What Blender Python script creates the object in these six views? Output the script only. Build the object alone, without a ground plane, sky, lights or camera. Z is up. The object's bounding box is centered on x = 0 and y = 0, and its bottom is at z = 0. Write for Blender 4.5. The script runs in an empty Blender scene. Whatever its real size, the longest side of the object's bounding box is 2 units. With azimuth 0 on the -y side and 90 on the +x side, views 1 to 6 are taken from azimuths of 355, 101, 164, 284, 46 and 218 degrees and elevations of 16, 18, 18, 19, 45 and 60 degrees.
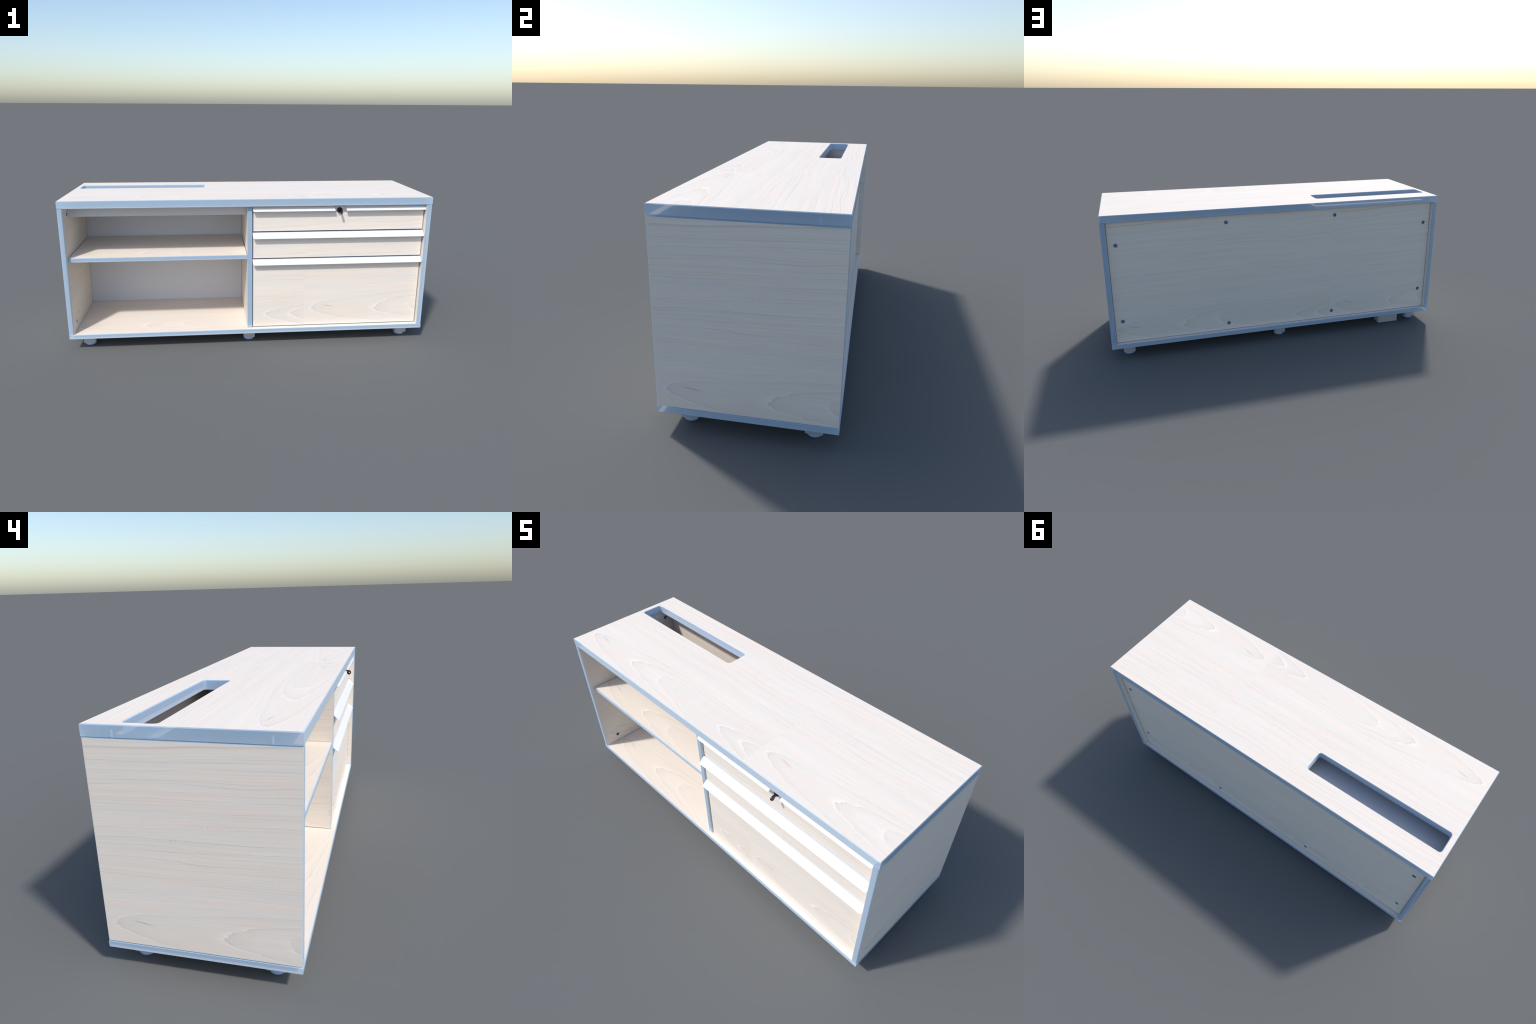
"""Low office sideboard: pale wood boards with translucent light-blue edge bands,
open shelf compartment on the left, three drawers with white lip handles on the right."""
import bpy, math
from mathutils import Vector
from mathutils.geometry import tessellate_polygon

# ------------------------------------------------------------------ dimensions
HALF = 1.0                          # half length
Y_FRONT, Y_BACK = -0.3205, 0.3350   # carcass depth
Z_LOW, Z_TOP = 0.0705, 0.8425       # underside of the base board, top of the tabletop
T_TOP, T_BOARD = 0.0410, 0.0268
Z_FLOOR = Z_LOW + T_BOARD           # 0.0973
Z_CEIL = Z_TOP - T_TOP              # 0.8015
X_IN = HALF - T_BOARD               # 0.9732
DIV = T_BOARD / 2                   # half thickness of the divider
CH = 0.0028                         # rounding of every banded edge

# ------------------------------------------------------------------ materials
def new_mat(name):
    m = bpy.data.materials.new(name)
    m.use_nodes = True
    nt = m.node_tree
    return m, nt, nt.nodes["Principled BSDF"]


class NB:
    """Tiny helper to write node maths as expressions."""
    def __init__(self, nt):
        self.nt = nt

    def _in(self, sock, val):
        if isinstance(val, bpy.types.NodeSocket):
            self.nt.links.new(val, sock)
        else:
            sock.default_value = val

    def m(self, op, a, b=0.0, c=0.0, clamp=False):
        n = self.nt.nodes.new("ShaderNodeMath")
        n.operation = op
        n.use_clamp = clamp
        for s, v in zip(n.inputs, (a, b, c)):
            self._in(s, v)
        return n.outputs[0]

    def add(self, a, b): return self.m("ADD", a, b)
    def sub(self, a, b): return self.m("SUBTRACT", a, b)
    def mul(self, a, b): return self.m("MULTIPLY", a, b)
    def div(self, a, b): return self.m("DIVIDE", a, b)

    def smooth(self, x, lo, hi, out0=0.0, out1=1.0):
        n = self.nt.nodes.new("ShaderNodeMapRange")
        n.interpolation_type = "SMOOTHSTEP"
        for s, v in zip(n.inputs[:5], (x, lo, hi, out0, out1)):
            self._in(s, v)
        return n.outputs[0]

    def vec(self, x, y, z=0.0):
        n = self.nt.nodes.new("ShaderNodeCombineXYZ")
        for s, v in zip(n.inputs, (x, y, z)):
            self._in(s, v)
        return n.outputs[0]

    def noise(self, x, y, z=0.0, detail=2.0, rough=0.5):
        n = self.nt.nodes.new("ShaderNodeTexNoise")
        n.noise_dimensions = "3D"
        self.nt.links.new(self.vec(x, y, z), n.inputs["Vector"])
        n.inputs["Scale"].default_value = 1.0
        n.inputs["Detail"].default_value = detail
        n.inputs["Roughness"].default_value = rough
        return n.outputs[0]

    def white(self, w):
        n = self.nt.nodes.new("ShaderNodeTexWhiteNoise")
        n.noise_dimensions = "1D"
        self._in(n.inputs["W"], w)
        return n.outputs["Value"]

    def mix(self, f, a, b):
        n = self.nt.nodes.new("ShaderNodeMix")
        n.data_type = "RGBA"
        self._in(n.inputs[0], f)
        self._in(n.inputs[6], a)
        self._in(n.inputs[7], b)
        return n.outputs[2]


def wood_group():
    """Flat-sawn pale veneer: nested cathedral tongues near v = 0.1, straight grain above.
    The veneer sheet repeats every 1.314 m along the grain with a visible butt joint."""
    g = bpy.data.node_groups.new("veneer_grain", "ShaderNodeTree")
    g.interface.new_socket("U", in_out="INPUT", socket_type="NodeSocketFloat")
    g.interface.new_socket("V", in_out="INPUT", socket_type="NodeSocketFloat")
    g.interface.new_socket("Color", in_out="OUTPUT", socket_type="NodeSocketColor")
    gi = g.nodes.new("NodeGroupInput")
    go = g.nodes.new("NodeGroupOutput")
    b = NB(g)
    SHEET, RING = 1.314, 0.36
    u = b.m("FLOORED_MODULO", gi.outputs[0], SHEET)
    v = gi.outputs[1]

    # --- growth-ring phase: tongues open towards +u, tips on a sagging axis
    axis = b.sub(0.110, b.mul(b.smooth(u, 0.70, 1.2), 0.030))
    sway = b.mul(b.sub(b.noise(b.mul(u, 2.2), b.mul(v, 7.0), 3.1, 1.0), 0.5), 0.050)
    w = b.add(b.sub(v, axis), sway)
    wu = b.m("MAXIMUM", w, 0.0)
    wl = b.m("MAXIMUM", b.mul(w, -1.0), 0.0)
    wc = b.m("MINIMUM", wu, 0.12)
    curved = b.mul(b.m("POWER", b.div(wc, 0.082), 2.4), 0.55)
    straight = b.mul(b.m("MAXIMUM", b.sub(wu, 0.12), 0.0), 27.5)
    lower = b.mul(b.m("POWER", b.div(wl, 0.07), 1.9), 0.215)
    jag = b.mul(b.sub(b.noise(b.mul(u, 9.0), b.mul(v, 48.0), 1.7, 4.0, 0.6), 0.5), 0.090)
    phi = b.add(b.sub(b.sub(b.sub(u, curved), straight), lower), jag)
    steep = b.smooth(w, 0.03, 0.13)
    # straight-grain rings, unevenly spaced
    uneven = b.mul(b.sub(b.noise(b.mul(phi, 0.9), 0.0, 7.3, 1.0), 0.5), b.smooth(phi, -0.3, -2.0, 0.0, 1.5))
    ph = b.div(b.add(phi, uneven), RING)
    t = b.m("FRACT", ph)
    ring = b.m("FLOOR", ph)
    rw = b.white(ring)
    beyond = b.m("LESS_THAN", phi, -0.02)
    dark = b.mul(b.smooth(t, 0.0, b.add(0.08, b.mul(steep, 0.26)), 1.0, 0.0), b.add(0.35, b.mul(rw, 0.65)))
    dark = b.mul(dark, beyond)
    pale = b.mul(b.mul(b.smooth(t, b.sub(0.94, b.mul(steep, 0.10)), 0.995), b.smooth(w, 0.02, 0.13, 1.0, 0.25)), beyond)
    # the five tongues whose tips show on every sheet: (position, strength)
    fill = 0.0
    for c, k in ((0.040, 0.8), (0.410, 1.0), (0.605, 0.7), (1.095, 0.9), (1.232, 1.1)):
        inside = b.mul(b.m("GREATER_THAN", phi, c), b.smooth(phi, c, c + 0.13, k, 0.0))
        rim = b.mul(b.m("LESS_THAN", phi, c), b.smooth(phi, c - 0.034, c - 0.004, 0.0, k))
        line = b.mul(b.m("GREATER_THAN", phi, c), b.smooth(phi, c, b.add(c + 0.02, b.mul(steep, 0.05)), 0.7 * k, 0.0))
        fill = b.add(fill, inside)
        dark = b.add(dark, line)
        pale = b.add(pale, b.mul(rim, b.smooth(w, 0.0, 0.09, 1.0, 0.35)))
    pale = b.mul(pale, b.smooth(b.noise(b.mul(u, 3.0), b.mul(v, 12.0), 4.0, 1.0), 0.30, 0.55, 0.5, 1.0))
    # fade the line strength along its length
    fade = b.smooth(b.noise(b.mul(u, 2.5), b.mul(v, 25.0), 9.0, 2.0), 0.35, 0.62, 0.15, 1.0)
    dark = b.mul(dark, fade)

    # --- fibres, following the slight tilt of the straight grain
    vt = b.sub(v, b.mul(u, 0.036))
    fine = b.sub(b.noise(b.mul(u, 22.0), b.mul(vt, 480.0), 0.0, 3.0, 0.65), 0.5)
    streak = b.sub(b.noise(b.mul(u, 2.4), b.mul(vt, 130.0), 5.0, 3.0, 0.65), 0.5)
    broad = b.sub(b.noise(b.mul(u, 1.3), b.mul(vt, 16.0), 2.0, 2.0), 0.5)
    hue = b.noise(b.mul(u, 2.0), b.mul(vt, 30.0), 11.0, 3.0)
    # ray flecks: fine strokes across the grain in the quarter-sawn middle
    fleck_zone = b.mul(b.smooth(v, 0.27, 0.34), b.smooth(v, 0.47, 0.56, 1.0, 0.0))
    fleck = b.mul(b.smooth(b.noise(b.mul(u, 260.0), b.mul(vt, 42.0), 6.0, 1.0), 0.52, 0.75),
                  b.mul(fleck_zone, b.smooth(b.noise(b.mul(u, 6.0), b.mul(vt, 50.0), 8.0, 1.0), 0.45, 0.7)))
    lines = b.mul(b.smooth(b.noise(b.mul(u, 0.9), b.mul(vt, 170.0), 14.0, 1.0), 0.60, 0.78),
                  b.smooth(v, 0.20, 0.30, 0.25, 1.0))
    # --- small dark mark near the first tongue
    du = b.sub(u, 0.137)
    dv = b.add(b.sub(v, 0.119), b.mul(du, 0.17))
    mark = b.mul(b.smooth(b.m("ABSOLUTE", du), 0.006, 0.048, 1.0, 0.0),
                 b.smooth(b.m("ABSOLUTE", dv), 0.0004, 0.0036, 1.0, 0.0))

    col = b.mix(b.smooth(hue, 0.36, 0.64), WOOD_WARM, WOOD_GREY)
    shade = b.add(1.0, b.mul(fine, 0.130))
    shade = b.add(shade, b.mul(streak, 0.130))
    shade = b.add(shade, b.mul(broad, 0.060))
    shade = b.sub(shade, b.mul(dark, 0.170))
    shade = b.add(shade, b.mul(pale, 0.090))
    shade = b.sub(shade, b.mul(fill, 0.050))
    shade = b.sub(shade, b.mul(fleck, 0.085))
    shade = b.sub(shade, b.mul(lines, 0.120))
    shade = b.sub(shade, b.mul(mark, 0.30))
    shade = b.sub(shade, b.mul(b.sub(rw, 0.5), 0.030))
    sc = g.nodes.new("ShaderNodeVectorMath")
    sc.operation = "SCALE"
    g.links.new(col, sc.inputs[0])
    g.links.new(shade, sc.inputs["Scale"])
    g.links.new(sc.outputs[0], go.inputs[0])
    return g


WOOD_WARM = (0.855, 0.755, 0.660, 1)
WOOD_GREY = (0.830, 0.766, 0.690, 1)
GRAIN = wood_group()


def wood(name, u_axis, u_sign, u_off, v_axis, v_off):
    m, nt, p = new_mat(name)
    tc = nt.nodes.new("ShaderNodeTexCoord")
    sep = nt.nodes.new("ShaderNodeSeparateXYZ")
    nt.links.new(tc.outputs["Object"], sep.inputs[0])
    b = NB(nt)
    gn = nt.nodes.new("ShaderNodeGroup")
    gn.node_tree = GRAIN
    nt.links.new(b.add(b.mul(sep.outputs[u_axis], u_sign), u_off), gn.inputs[0])
    nt.links.new(b.add(sep.outputs[v_axis], v_off), gn.inputs[1])
    nt.links.new(gn.outputs[0], p.inputs["Base Color"])
    p.inputs["Roughness"].default_value = 0.6
    p.inputs["Specular IOR Level"].default_value = 0.16
    return m


X, Y, Z = 0, 1, 2
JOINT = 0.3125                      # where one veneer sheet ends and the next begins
V_UP = -0.0645
wood_flat = wood("wood_horizontal", X, 1, -JOINT, Y, -Y_FRONT)
wood_drawer = wood("wood_drawer_front", X, 1, -JOINT, Z, -0.0970)
wood_back = wood("wood_rear", X, -1, -JOINT, Z, V_UP)
wood_frontal = wood("wood_facing_front", X, 1, -JOINT, Z, V_UP)
wood_right = wood("wood_facing_right", Y, 1, -Y_FRONT, Z, V_UP)
wood_left = wood("wood_facing_left", Y, -1, Y_BACK, Z, V_UP)


def plain(name, col, rough, spec=0.5, metallic=0.0, vary=0.03, scale=40.0):
    m, nt, p = new_mat(name)
    b = NB(nt)
    tc = nt.nodes.new("ShaderNodeTexCoord")
    n = nt.nodes.new("ShaderNodeTexNoise")
    n.inputs["Scale"].default_value = scale
    n.inputs["Detail"].default_value = 3
    nt.links.new(tc.outputs["Object"], n.inputs["Vector"])
    lo = tuple(c * (1 - vary) for c in col) + (1,)
    hi = tuple(min(1.0, c * (1 + vary)) for c in col) + (1,)
    nt.links.new(b.mix(n.outputs[0], lo, hi), p.inputs["Base Color"])
    p.inputs["Roughness"].default_value = rough
    p.inputs["Specular IOR Level"].default_value = spec
    p.inputs["Metallic"].default_value = metallic
    return m


BLUE = (0.575, 0.775, 1.0)
CLEAR = 0.41                        # how much of the band lets light through


def translucent(name, col, clear):
    m = plain(name, col, 0.35, 0.5, vary=0.01)
    nt = m.node_tree
    p = nt.nodes["Principled BSDF"]
    out = nt.nodes["Material Output"]
    tr = nt.nodes.new("ShaderNodeBsdfTransparent")
    mx = nt.nodes.new("ShaderNodeMixShader")
    mx.inputs[0].default_value = clear
    nt.links.new(p.outputs[0], mx.inputs[1])
    nt.links.new(tr.outputs[0], mx.inputs[2])
    nt.links.new(mx.outputs[0], out.inputs["Surface"])
    return m


band_mat = translucent("blue_edge_band", BLUE, CLEAR)
pad_mat = plain("blue_plastic", (0.38, 0.53, 0.76), 0.4, vary=0.01)
cap_mat = plain("blue_cap_shade_darkened", (0.27, 0.37, 0.53), 0.45, vary=0.02)  # band blue darkened to paint in the shade inside the recessed bores
badge_mat = plain("badge_blue", (0.58, 0.76, 1.0), 0.4, vary=0.01)
white_mat = plain("white_lacquer", (0.72, 0.725, 0.75), 0.35, vary=0.01)
grey_mat = plain("grey_sheet", (0.66, 0.66, 0.69), 0.5, vary=0.015)
block_mat = plain("grey_block", (0.52, 0.52, 0.53), 0.5, vary=0.015)
black_mat = plain("black_plastic", (0.006, 0.006, 0.007), 0.3, vary=0.1)

# ------------------------------------------------------------------ mesh helpers
ROOT = None


def add_obj(name, verts, faces, mats, parent=None, face_mats=None, smooth_angle=None):
    me = bpy.data.meshes.new(name)
    me.from_pydata([tuple(v) for v in verts], [], faces)
    for mt in mats:
        me.materials.append(mt)
    if face_mats:
        me.polygons.foreach_set("material_index", face_mats)
    me.update()
    if smooth_angle is not None:
        me.shade_smooth()
        me.set_sharp_from_angle(angle=math.radians(smooth_angle))
    ob = bpy.data.objects.new(name, me)
    bpy.context.scene.collection.objects.link(ob)
    ob.parent = parent or ROOT
    return ob


def rounded_rect(a0, a1, b0, b1, r, seg=6):
    if r <= 0:
        return [(a0, b0), (a1, b0), (a1, b1), (a0, b1)]
    pts = []
    for ca, cb, s in ((a1 - r, b0 + r, -90), (a1 - r, b1 - r, 0), (a0 + r, b1 - r, 90), (a0 + r, b0 + r, 180)):
        for i in range(seg + 1):
            t = math.radians(s + 90 * i / seg)
            pts.append((ca + r * math.cos(t), cb + r * math.sin(t)))
    return pts


def circle(ca, cb, r, n=24):
    return [(ca + r * math.cos(2 * math.pi * i / n), cb + r * math.sin(2 * math.pi * i / n)) for i in range(n)]


def inset(pts, d):
    """Offset a counter-clockwise outline inwards by d (negative d: outwards)."""
    out = []
    n = len(pts)
    for i in range(n):
        p0, p1, p2 = Vector(pts[i - 1]), Vector(pts[i]), Vector(pts[(i + 1) % n])
        e1, e2 = (p1 - p0).normalized(), (p2 - p1).normalized()
        n1, n2 = Vector((-e1.y, e1.x)), Vector((-e2.y, e2.x))
        k = (n1 + n2)
        k = k / max(1e-6, k.dot(n1))
        out.append(tuple(p1 + k * d))
    return out


# how (a, b, t) of a board map onto x, y, z; handed so that +t is the outer normal
AXES = {"z": lambda a, b, t: (a, b, t), "y": lambda a, b, t: (a, t, b), "x": lambda a, b, t: (t, a, b)}
FLIP = {"z": False, "y": True, "x": False}


def board(name, axis, rect, t0, t1, mat_low, mat_high, slots=(), holes=(), parent=None):
    """Hollow board normal to `axis`. rect = (a0, a1, b0, b1).
    slots: outlines cut right through and banded; holes: (outline, 'low'|'high', depth) blind bores."""
    f = AXES[axis]
    flip = FLIP[axis]
    outer = rounded_rect(*rect, 0)
    verts, faces, fm = [], [], []
    for side, t, mi in (("low", t0, 0), ("high", t1, 1)):
        loops = [inset(outer, CH)] + [inset(s, -CH) for s in slots] + [h[0] for h in holes if h[1] == side]
        base = len(verts)
        flat = [p for lp in loops for p in lp]
        verts += [f(p[0], p[1], t) for p in flat]
        for tri in tessellate_polygon([[Vector((p[0], p[1], 0)) for p in lp] for lp in loops]):
            a, b_, c = (flat[i] for i in tri)
            ccw = (b_[0] - a[0]) * (c[1] - a[1]) - (b_[1] - a[1]) * (c[0] - a[0]) > 0
            want = (side == "high") != flip
            tri = list(tri) if ccw == want else list(reversed(tri))
            faces.append([base + i for i in tri])
            fm.append(mi)
    ob = add_obj(name, verts, faces, [mat_low, mat_high], parent, fm)

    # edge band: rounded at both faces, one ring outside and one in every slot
    bv, bf = [], []
    prof = []                                       # (inset distance, t)
    K = 1
    for i in range(K + 1):
        a = math.pi / 2 * i / K
        prof.append((CH * (1 - math.sin(a)), t0 + CH * (1 - math.cos(a))))
    prof += [(d, t0 + t1 - t) for d, t in reversed(prof)]

    def ring(outline, sign):
        base = len(bv)
        n = len(outline)
        for d, t in prof:
            bv.extend(f(p[0], p[1], t) for p in inset(outline, sign * d))
        for k in range(len(prof) - 1):
            for i in range(n):
                j = (i + 1) % n
                q = [base + k * n + i, base + k * n + j, base + (k + 1) * n + j, base + (k + 1) * n + i]
                if (sign < 0) != flip:
                    q.reverse()
                bf.append(q)
    ring(outer, 1)
    for s in slots:
        ring(s, -1)
    add_obj("edge_band", bv, bf, [band_mat], ob, None, 30)
    # blind bores with a blue cap set below the surface
    for outline, side, depth in holes:
        t, s = (t0, 1) if side == "low" else (t1, -1)
        n = len(outline)
        hv = [f(p[0], p[1], t) for p in outline] + [f(p[0], p[1], t + s * depth) for p in outline]
        hf = [[i, (i + 1) % n, n + (i + 1) % n, n + i] for i in range(n)] + [list(range(n, 2 * n))]
        if (side == "high") == flip:
            hf = [list(reversed(q)) for q in hf]
        add_obj("connector_cap", hv, hf, [cap_mat], ob, None, 40)
    return ob


def box(name, lo, hi, mat, parent=None, bevel=0.0):
    vs = [(x, y, z) for z in (lo[2], hi[2]) for y in (lo[1], hi[1]) for x in (lo[0], hi[0])]
    fs = [(0, 2, 3, 1), (4, 5, 7, 6), (0, 1, 5, 4), (2, 6, 7, 3), (0, 4, 6, 2), (1, 3, 7, 5)]
    ob = add_obj(name, vs, fs, [mat], parent)
    if bevel:
        import bmesh
        bm = bmesh.new()
        bm.from_mesh(ob.data)
        bmesh.ops.bevel(bm, geom=bm.edges[:], offset=bevel, segments=2, affect="EDGES", profile=0.5)
        bm.to_mesh(ob.data)
        bm.free()
        ob.data.shade_smooth()
        ob.data.set_sharp_from_angle(angle=math.radians(50))
    return ob


def lathe(name, profile, centre, mat, parent=None, axis="z", n=40, angle=40):
    vs, fs = [], []
    for r, h in profile:
        for i in range(n):
            a = 2 * math.pi * i / n
            c, s = r * math.cos(a), r * math.sin(a)
            p = (c, s, h) if axis == "z" else ((c, -h, s) if axis == "-y" else (h, c, s))
            vs.append(tuple(Vector(centre) + Vector(p)))
    m = len(profile)
    for k in range(m - 1):
        for i in range(n):
            j = (i + 1) % n
            fs.append((k * n + i, k * n + j, (k + 1) * n + j, (k + 1) * n + i))
    fs.append(tuple(reversed(range(n))))
    fs.append(tuple(range((m - 1) * n, m * n)))
    return add_obj(name, vs, fs, [mat], parent, None, angle)


# ------------------------------------------------------------------ the thing
ROOT = bpy.data.objects.new("sideboard", None)
bpy.context.scene.collection.objects.link(ROOT)
ROOT["label"] = "low pale wood sideboard with blue edges, shelves and drawers"
ROOT["category"] = "sideboard"

# ---- carcass boards
slot = rounded_rect(-0.9705, -0.2445, 0.1035, 0.2160, 0.014)
tabletop = board("tabletop", "z", (-HALF, HALF, Y_FRONT, Y_BACK), Z_CEIL, Z_TOP, wood_flat, wood_flat, slots=[slot])
base_panel = board("base_panel", "z", (-HALF, HALF, Y_FRONT, Y_BACK), Z_LOW, Z_FLOOR, wood_flat, wood_flat)

R_CAP, D_CAP = 0.0105, 0.014
bores = [(circle(y, z, R_CAP), D_CAP) for y in (-0.235, 0.241) for z in (0.1435, 0.7575)]
board("side_panel", "x", (Y_FRONT, Y_BACK, Z_FLOOR, Z_CEIL), -HALF, -X_IN, wood_left, wood_right,
      holes=[(c, "high", d) for c, d in bores])
board("side_panel", "x", (Y_FRONT, Y_BACK, Z_FLOOR, Z_CEIL), X_IN, HALF, wood_left, wood_right,
      holes=[(c, "low", d) for c, d in bores])
Y_BP0, Y_BP1 = 0.2863, 0.3085
board("divider_panel", "x", (-0.298, Y_BP0 - 0.0015, Z_FLOOR + 0.0005, Z_CEIL - 0.0005), -DIV, DIV, wood_left, wood_right)

back_bores = [(0.9295, 0.6707), (0.9295, 0.2263), (0.3275, 0.7575), (0.3275, 0.1405)]
back_holes = [(circle(s * x, z, 0.0112), "high", D_CAP) for x, z in back_bores for s in (1, -1)]
board("back_panel", "y", (-X_IN + 0.0005, X_IN - 0.0005, Z_FLOOR + 0.0005, Z_CEIL - 0.0005), Y_BP0, Y_BP1,
      wood_frontal, wood_back, holes=back_holes)

board("shelf", "z", (-X_IN + 0.0015, -DIV - 0.0015, -0.2950, 0.1885), 0.5048, 0.5295, wood_flat, wood_flat)

# dowels that tie the tabletop to the sides, visible through the band
for sx in (-1, 1):
    for y in (-0.235, 0.241):
        lathe("dowel", [(0.0042, 0.0), (0.0042, 0.0225), (0.0030, 0.0240)],
              (sx * (HALF - T_BOARD / 2), y, Z_CEIL - 0.0005), pad_mat, tabletop, n=16)

# ---- grey folded sheet: rear wall of the shelves that turns forward into a cable tray
def folded_sheet(name, prof, x0, x1, mat, parent=None):
    n = len(prof)
    vs = [(x, y, z) for x in (x0, x1) for y, z in prof]
    fs = [(i, (i + 1) % n, n + (i + 1) % n, n + i) for i in range(n)]
    fs += [tuple(range(n - 1, -1, -1)), tuple(range(n, 2 * n))]
    return add_obj(name, vs, fs, [mat], parent)

Y_W, Z_TRAY, Y_LIP, TS = 0.1950, 0.7385, -0.2135, 0.0025
folded_sheet("cable_tray", [
    (Y_W, Z_FLOOR + 0.001), (Y_W + TS, Z_FLOOR + 0.001), (Y_W + TS, Z_TRAY + TS), (Y_LIP + TS, Z_TRAY + TS),
    (Y_LIP + TS, Z_CEIL - 0.001), (Y_LIP, Z_CEIL - 0.001), (Y_LIP, Z_TRAY), (Y_W, Z_TRAY)],
    -X_IN + 0.001, -DIV - 0.0012, grey_mat)

# ---- drawers
D_X0, D_X1 = DIV + 0.0035, X_IN - 0.0035
THICK = 0.0195
H_X0, H_X1 = 0.0152, 0.9708
fronts = [  # bottom, top, handle foot (y, z), face y
    (0.6575, 0.7970, (-0.3168, 0.7732), -0.2880),
    (0.5065, 0.6520, (-0.3210, 0.6243), -0.2925),
    (0.1005, 0.5010, (-0.3210, 0.4745), -0.2925),
]
GAP = (0.4625, 0.5252)
HT = 0.0022


def roll_over(face, z_top):
    return [(face + THICK, z_top), (face + 0.0025, z_top), (face - 0.0005, z_top - 0.0008), (face - 0.0030, z_top - 0.0028)]


def lip_handle(x0, x1, z_top, foot, face, parent, r=0.009, round_left=True, round_right=True):
    """Sheet that lies on top of the drawer front, rolls over its edge and slopes down and out."""
    roll = roll_over(face, z_top)
    top, low = Vector(roll[-1]), Vector(foot)
    steps = [i / 6 for i in range(1, 4)] + [0.72, 0.8, 0.87, 0.93, 0.97, 1.0]
    path = [Vector(p) for p in roll] + [top.lerp(low, s) for s in steps]
    length = (low - top).length
    vs, fs = [], []
    n = len(path)
    for k, p in enumerate(path):
        # outline narrows near the foot to give rounded corners
        dist = (low - p).length if k >= len(roll) else 1.0
        cut = r - math.sqrt(max(0.0, r * r - (r - dist) ** 2)) if dist < r else 0.0
        a = path[max(0, k - 1)]
        c = path[min(n - 1, k + 1)]
        tdir = (c - a).normalized()
        nrm = Vector((tdir.y, -tdir.x))            # outwards / upwards
        if nrm.y < 0:
            nrm = -nrm
        q = p - nrm * HT
        xl = x0 + (cut if round_left else 0)
        xr = x1 - (cut if round_right else 0)
        vs += [(xl, p.x, p.y), (xr, p.x, p.y), (xl, q.x, q.y), (xr, q.x, q.y)]
    for k in range(n - 1):
        a, c = 4 * k, 4 * (k + 1)
        fs += [(a, a + 1, c + 1, c), (a + 2, c + 2, c + 3, a + 3), (a, c, c + 2, a + 2), (a + 1, a + 3, c + 3, c + 1)]
    fs += [(0, 2, 3, 1), (4 * n - 4, 4 * n - 3, 4 * n - 1, 4 * n - 2)]
    return add_obj("handle", vs, fs, [white_mat], parent, None, 35)


drawer_objs = []
for k, (z0, z1, foot, face) in enumerate(fronts):
    zt = z1 - HT - 0.0002
    d = board("drawer_front", "y", (D_X0, D_X1, z0, zt), face, face + THICK, wood_drawer, wood_frontal)
    drawer_objs.append(d)
    box("drawer_box", (D_X0 + 0.012, face + THICK + 0.001, z0 + 0.012), (D_X1 - 0.012, 0.24, zt - 0.02), grey_mat, d)
    if k == 0:
        lip_handle(H_X0, GAP[0], z1, foot, face, d, round_right=False)
        lip_handle(GAP[1], H_X1, z1, foot, face, d, round_left=False)
    else:
        lip_handle(H_X0, H_X1, z1, foot, face, d)

# ---- oval badge on the upper handle
top_pt, low_pt = Vector(roll_over(fronts[0][3], fronts[0][1])[-1]), Vector(fronts[0][2])
along = (low_pt - top_pt).normalized()
nrm = Vector((along.y, -along.x))
if nrm.y < 0:
    nrm = -nrm
mid = top_pt + along * (low_pt - top_pt).length * 0.40
oval = rounded_rect(-0.0365, 0.0365, -0.0076, 0.0076, 0.0074, 8)
bv, n = [], len(oval)
for off in (0.0001, 0.0006):
    for a, c in oval:
        q = mid + along * c + nrm * off
        bv.append((0.9190 + a, q.x, q.y))
bf = [tuple(range(n)), tuple(range(n, 2 * n))] + [(i, (i + 1) % n, n + (i + 1) % n, n + i) for i in range(n)]
add_obj("badge", bv, bf, [badge_mat], drawer_objs[0])

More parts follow.
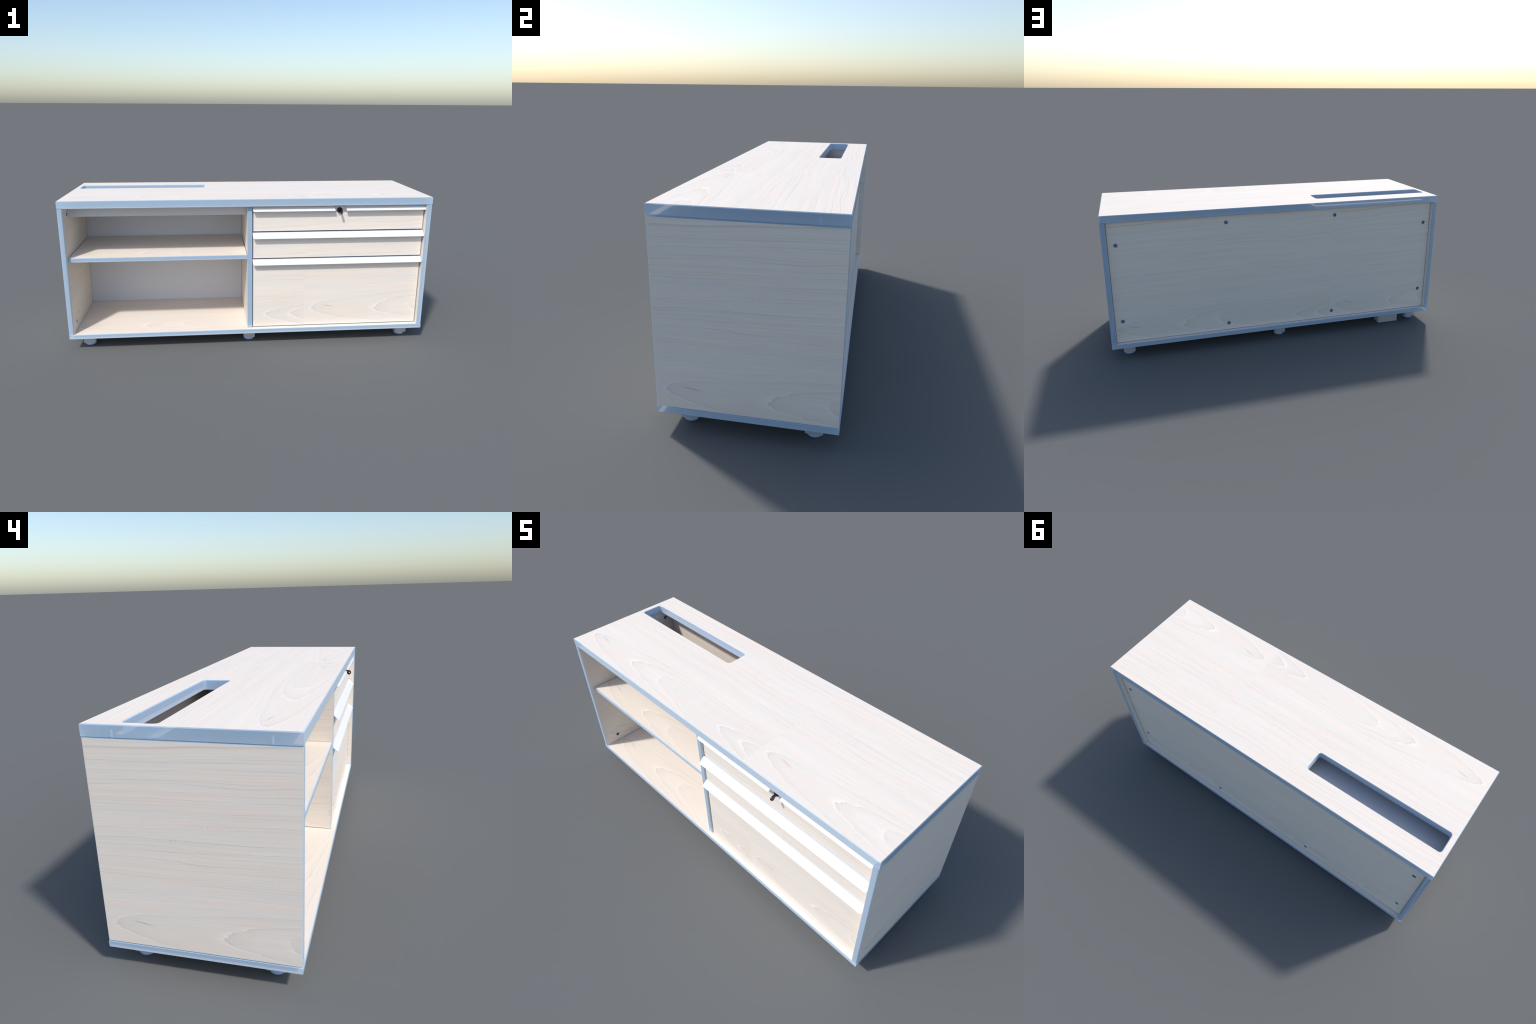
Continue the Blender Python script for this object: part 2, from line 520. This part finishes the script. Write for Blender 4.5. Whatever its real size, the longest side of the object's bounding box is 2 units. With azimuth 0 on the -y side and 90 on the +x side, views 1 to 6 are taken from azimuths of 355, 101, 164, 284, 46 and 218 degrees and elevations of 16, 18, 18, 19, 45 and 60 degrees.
# ---- lock and key on the upper drawer
LX, LZ = 0.4905, 0.7735
lock = lathe("lock", [(0.0146, 0.0), (0.0146, 0.0125), (0.0132, 0.0140)], (LX, fronts[0][3], LZ), black_mat, drawer_objs[0], axis="-y")
KX, KT = 0.4935, 0.0028                            # the key bow stands upright, edge-on from the front
KY, KZ, KR = -0.3230, 0.7662, 0.0117


def key_outline():
    pts = []
    neck = [(-0.3000, 0.7785), (-0.3105, 0.7772)]
    arc = []
    steps = 28
    for i in range(steps + 1):                      # from the upper side round the front to the lower back
        t = math.radians(70 + 215 * i / steps)
        arc.append((KY + KR * math.cos(t), KZ + KR * math.sin(t)))
    tail = [(-0.3118, 0.7640), (-0.3000, 0.7690)]
    return neck + arc + tail


outl = key_outline()
if sum(outl[i - 1][0] * outl[i][1] - outl[i][0] * outl[i - 1][1] for i in range(len(outl))) < 0:
    outl.reverse()
eye = circle(-0.3262, KZ, 0.0030, 16)
kv, kf = [], []
loops = [outl, eye]
flat = [p for lp in loops for p in lp]
tris = tessellate_polygon([[Vector((p[0], p[1], 0)) for p in lp] for lp in loops])
for sx in (-1, 1):
    b0 = len(kv)
    kv += [(KX + sx * KT, p[0], p[1]) for p in flat]
    for tr in tris:
        a, b_, c = (flat[i] for i in tr)
        ccw = (b_[0] - a[0]) * (c[1] - a[1]) - (b_[1] - a[1]) * (c[0] - a[0]) > 0
        tr = list(tr) if ccw == (sx > 0) else list(reversed(tr))
        kf.append([b0 + i for i in tr])
N = len(flat)
o = 0
for lp, hole in ((outl, False), (eye, True)):
    m = len(lp)
    for i in range(m):
        j = (i + 1) % m
        q = [o + i, o + j, N + o + j, N + o + i]
        kf.append(list(reversed(q)) if hole else q)
    o += m
add_obj("key", kv, kf, [black_mat], lock)

# ---- feet
FOOT_Z = 0.018
for x in (-0.9075, 0.0, 0.9075):
    for y in (-0.2225, 0.2435):
        h = 0.0325
        blk = box("foot", (x - h, y - h, FOOT_Z), (x + h, y + h, Z_LOW - 0.0005), block_mat, None, 0.0012)
        lathe("foot_pad", [(0.024, 0.0), (0.0285, 0.0022), (0.0310, 0.0075), (0.0310, 0.0135), (0.0270, 0.0176)],
              (x, y, 0.0), pad_mat, blk, angle=60)
box("support_block", (-0.8065, 0.2290, 0.0008), (-0.6715, 0.2875, Z_LOW - 0.0005), block_mat, None, 0.001)
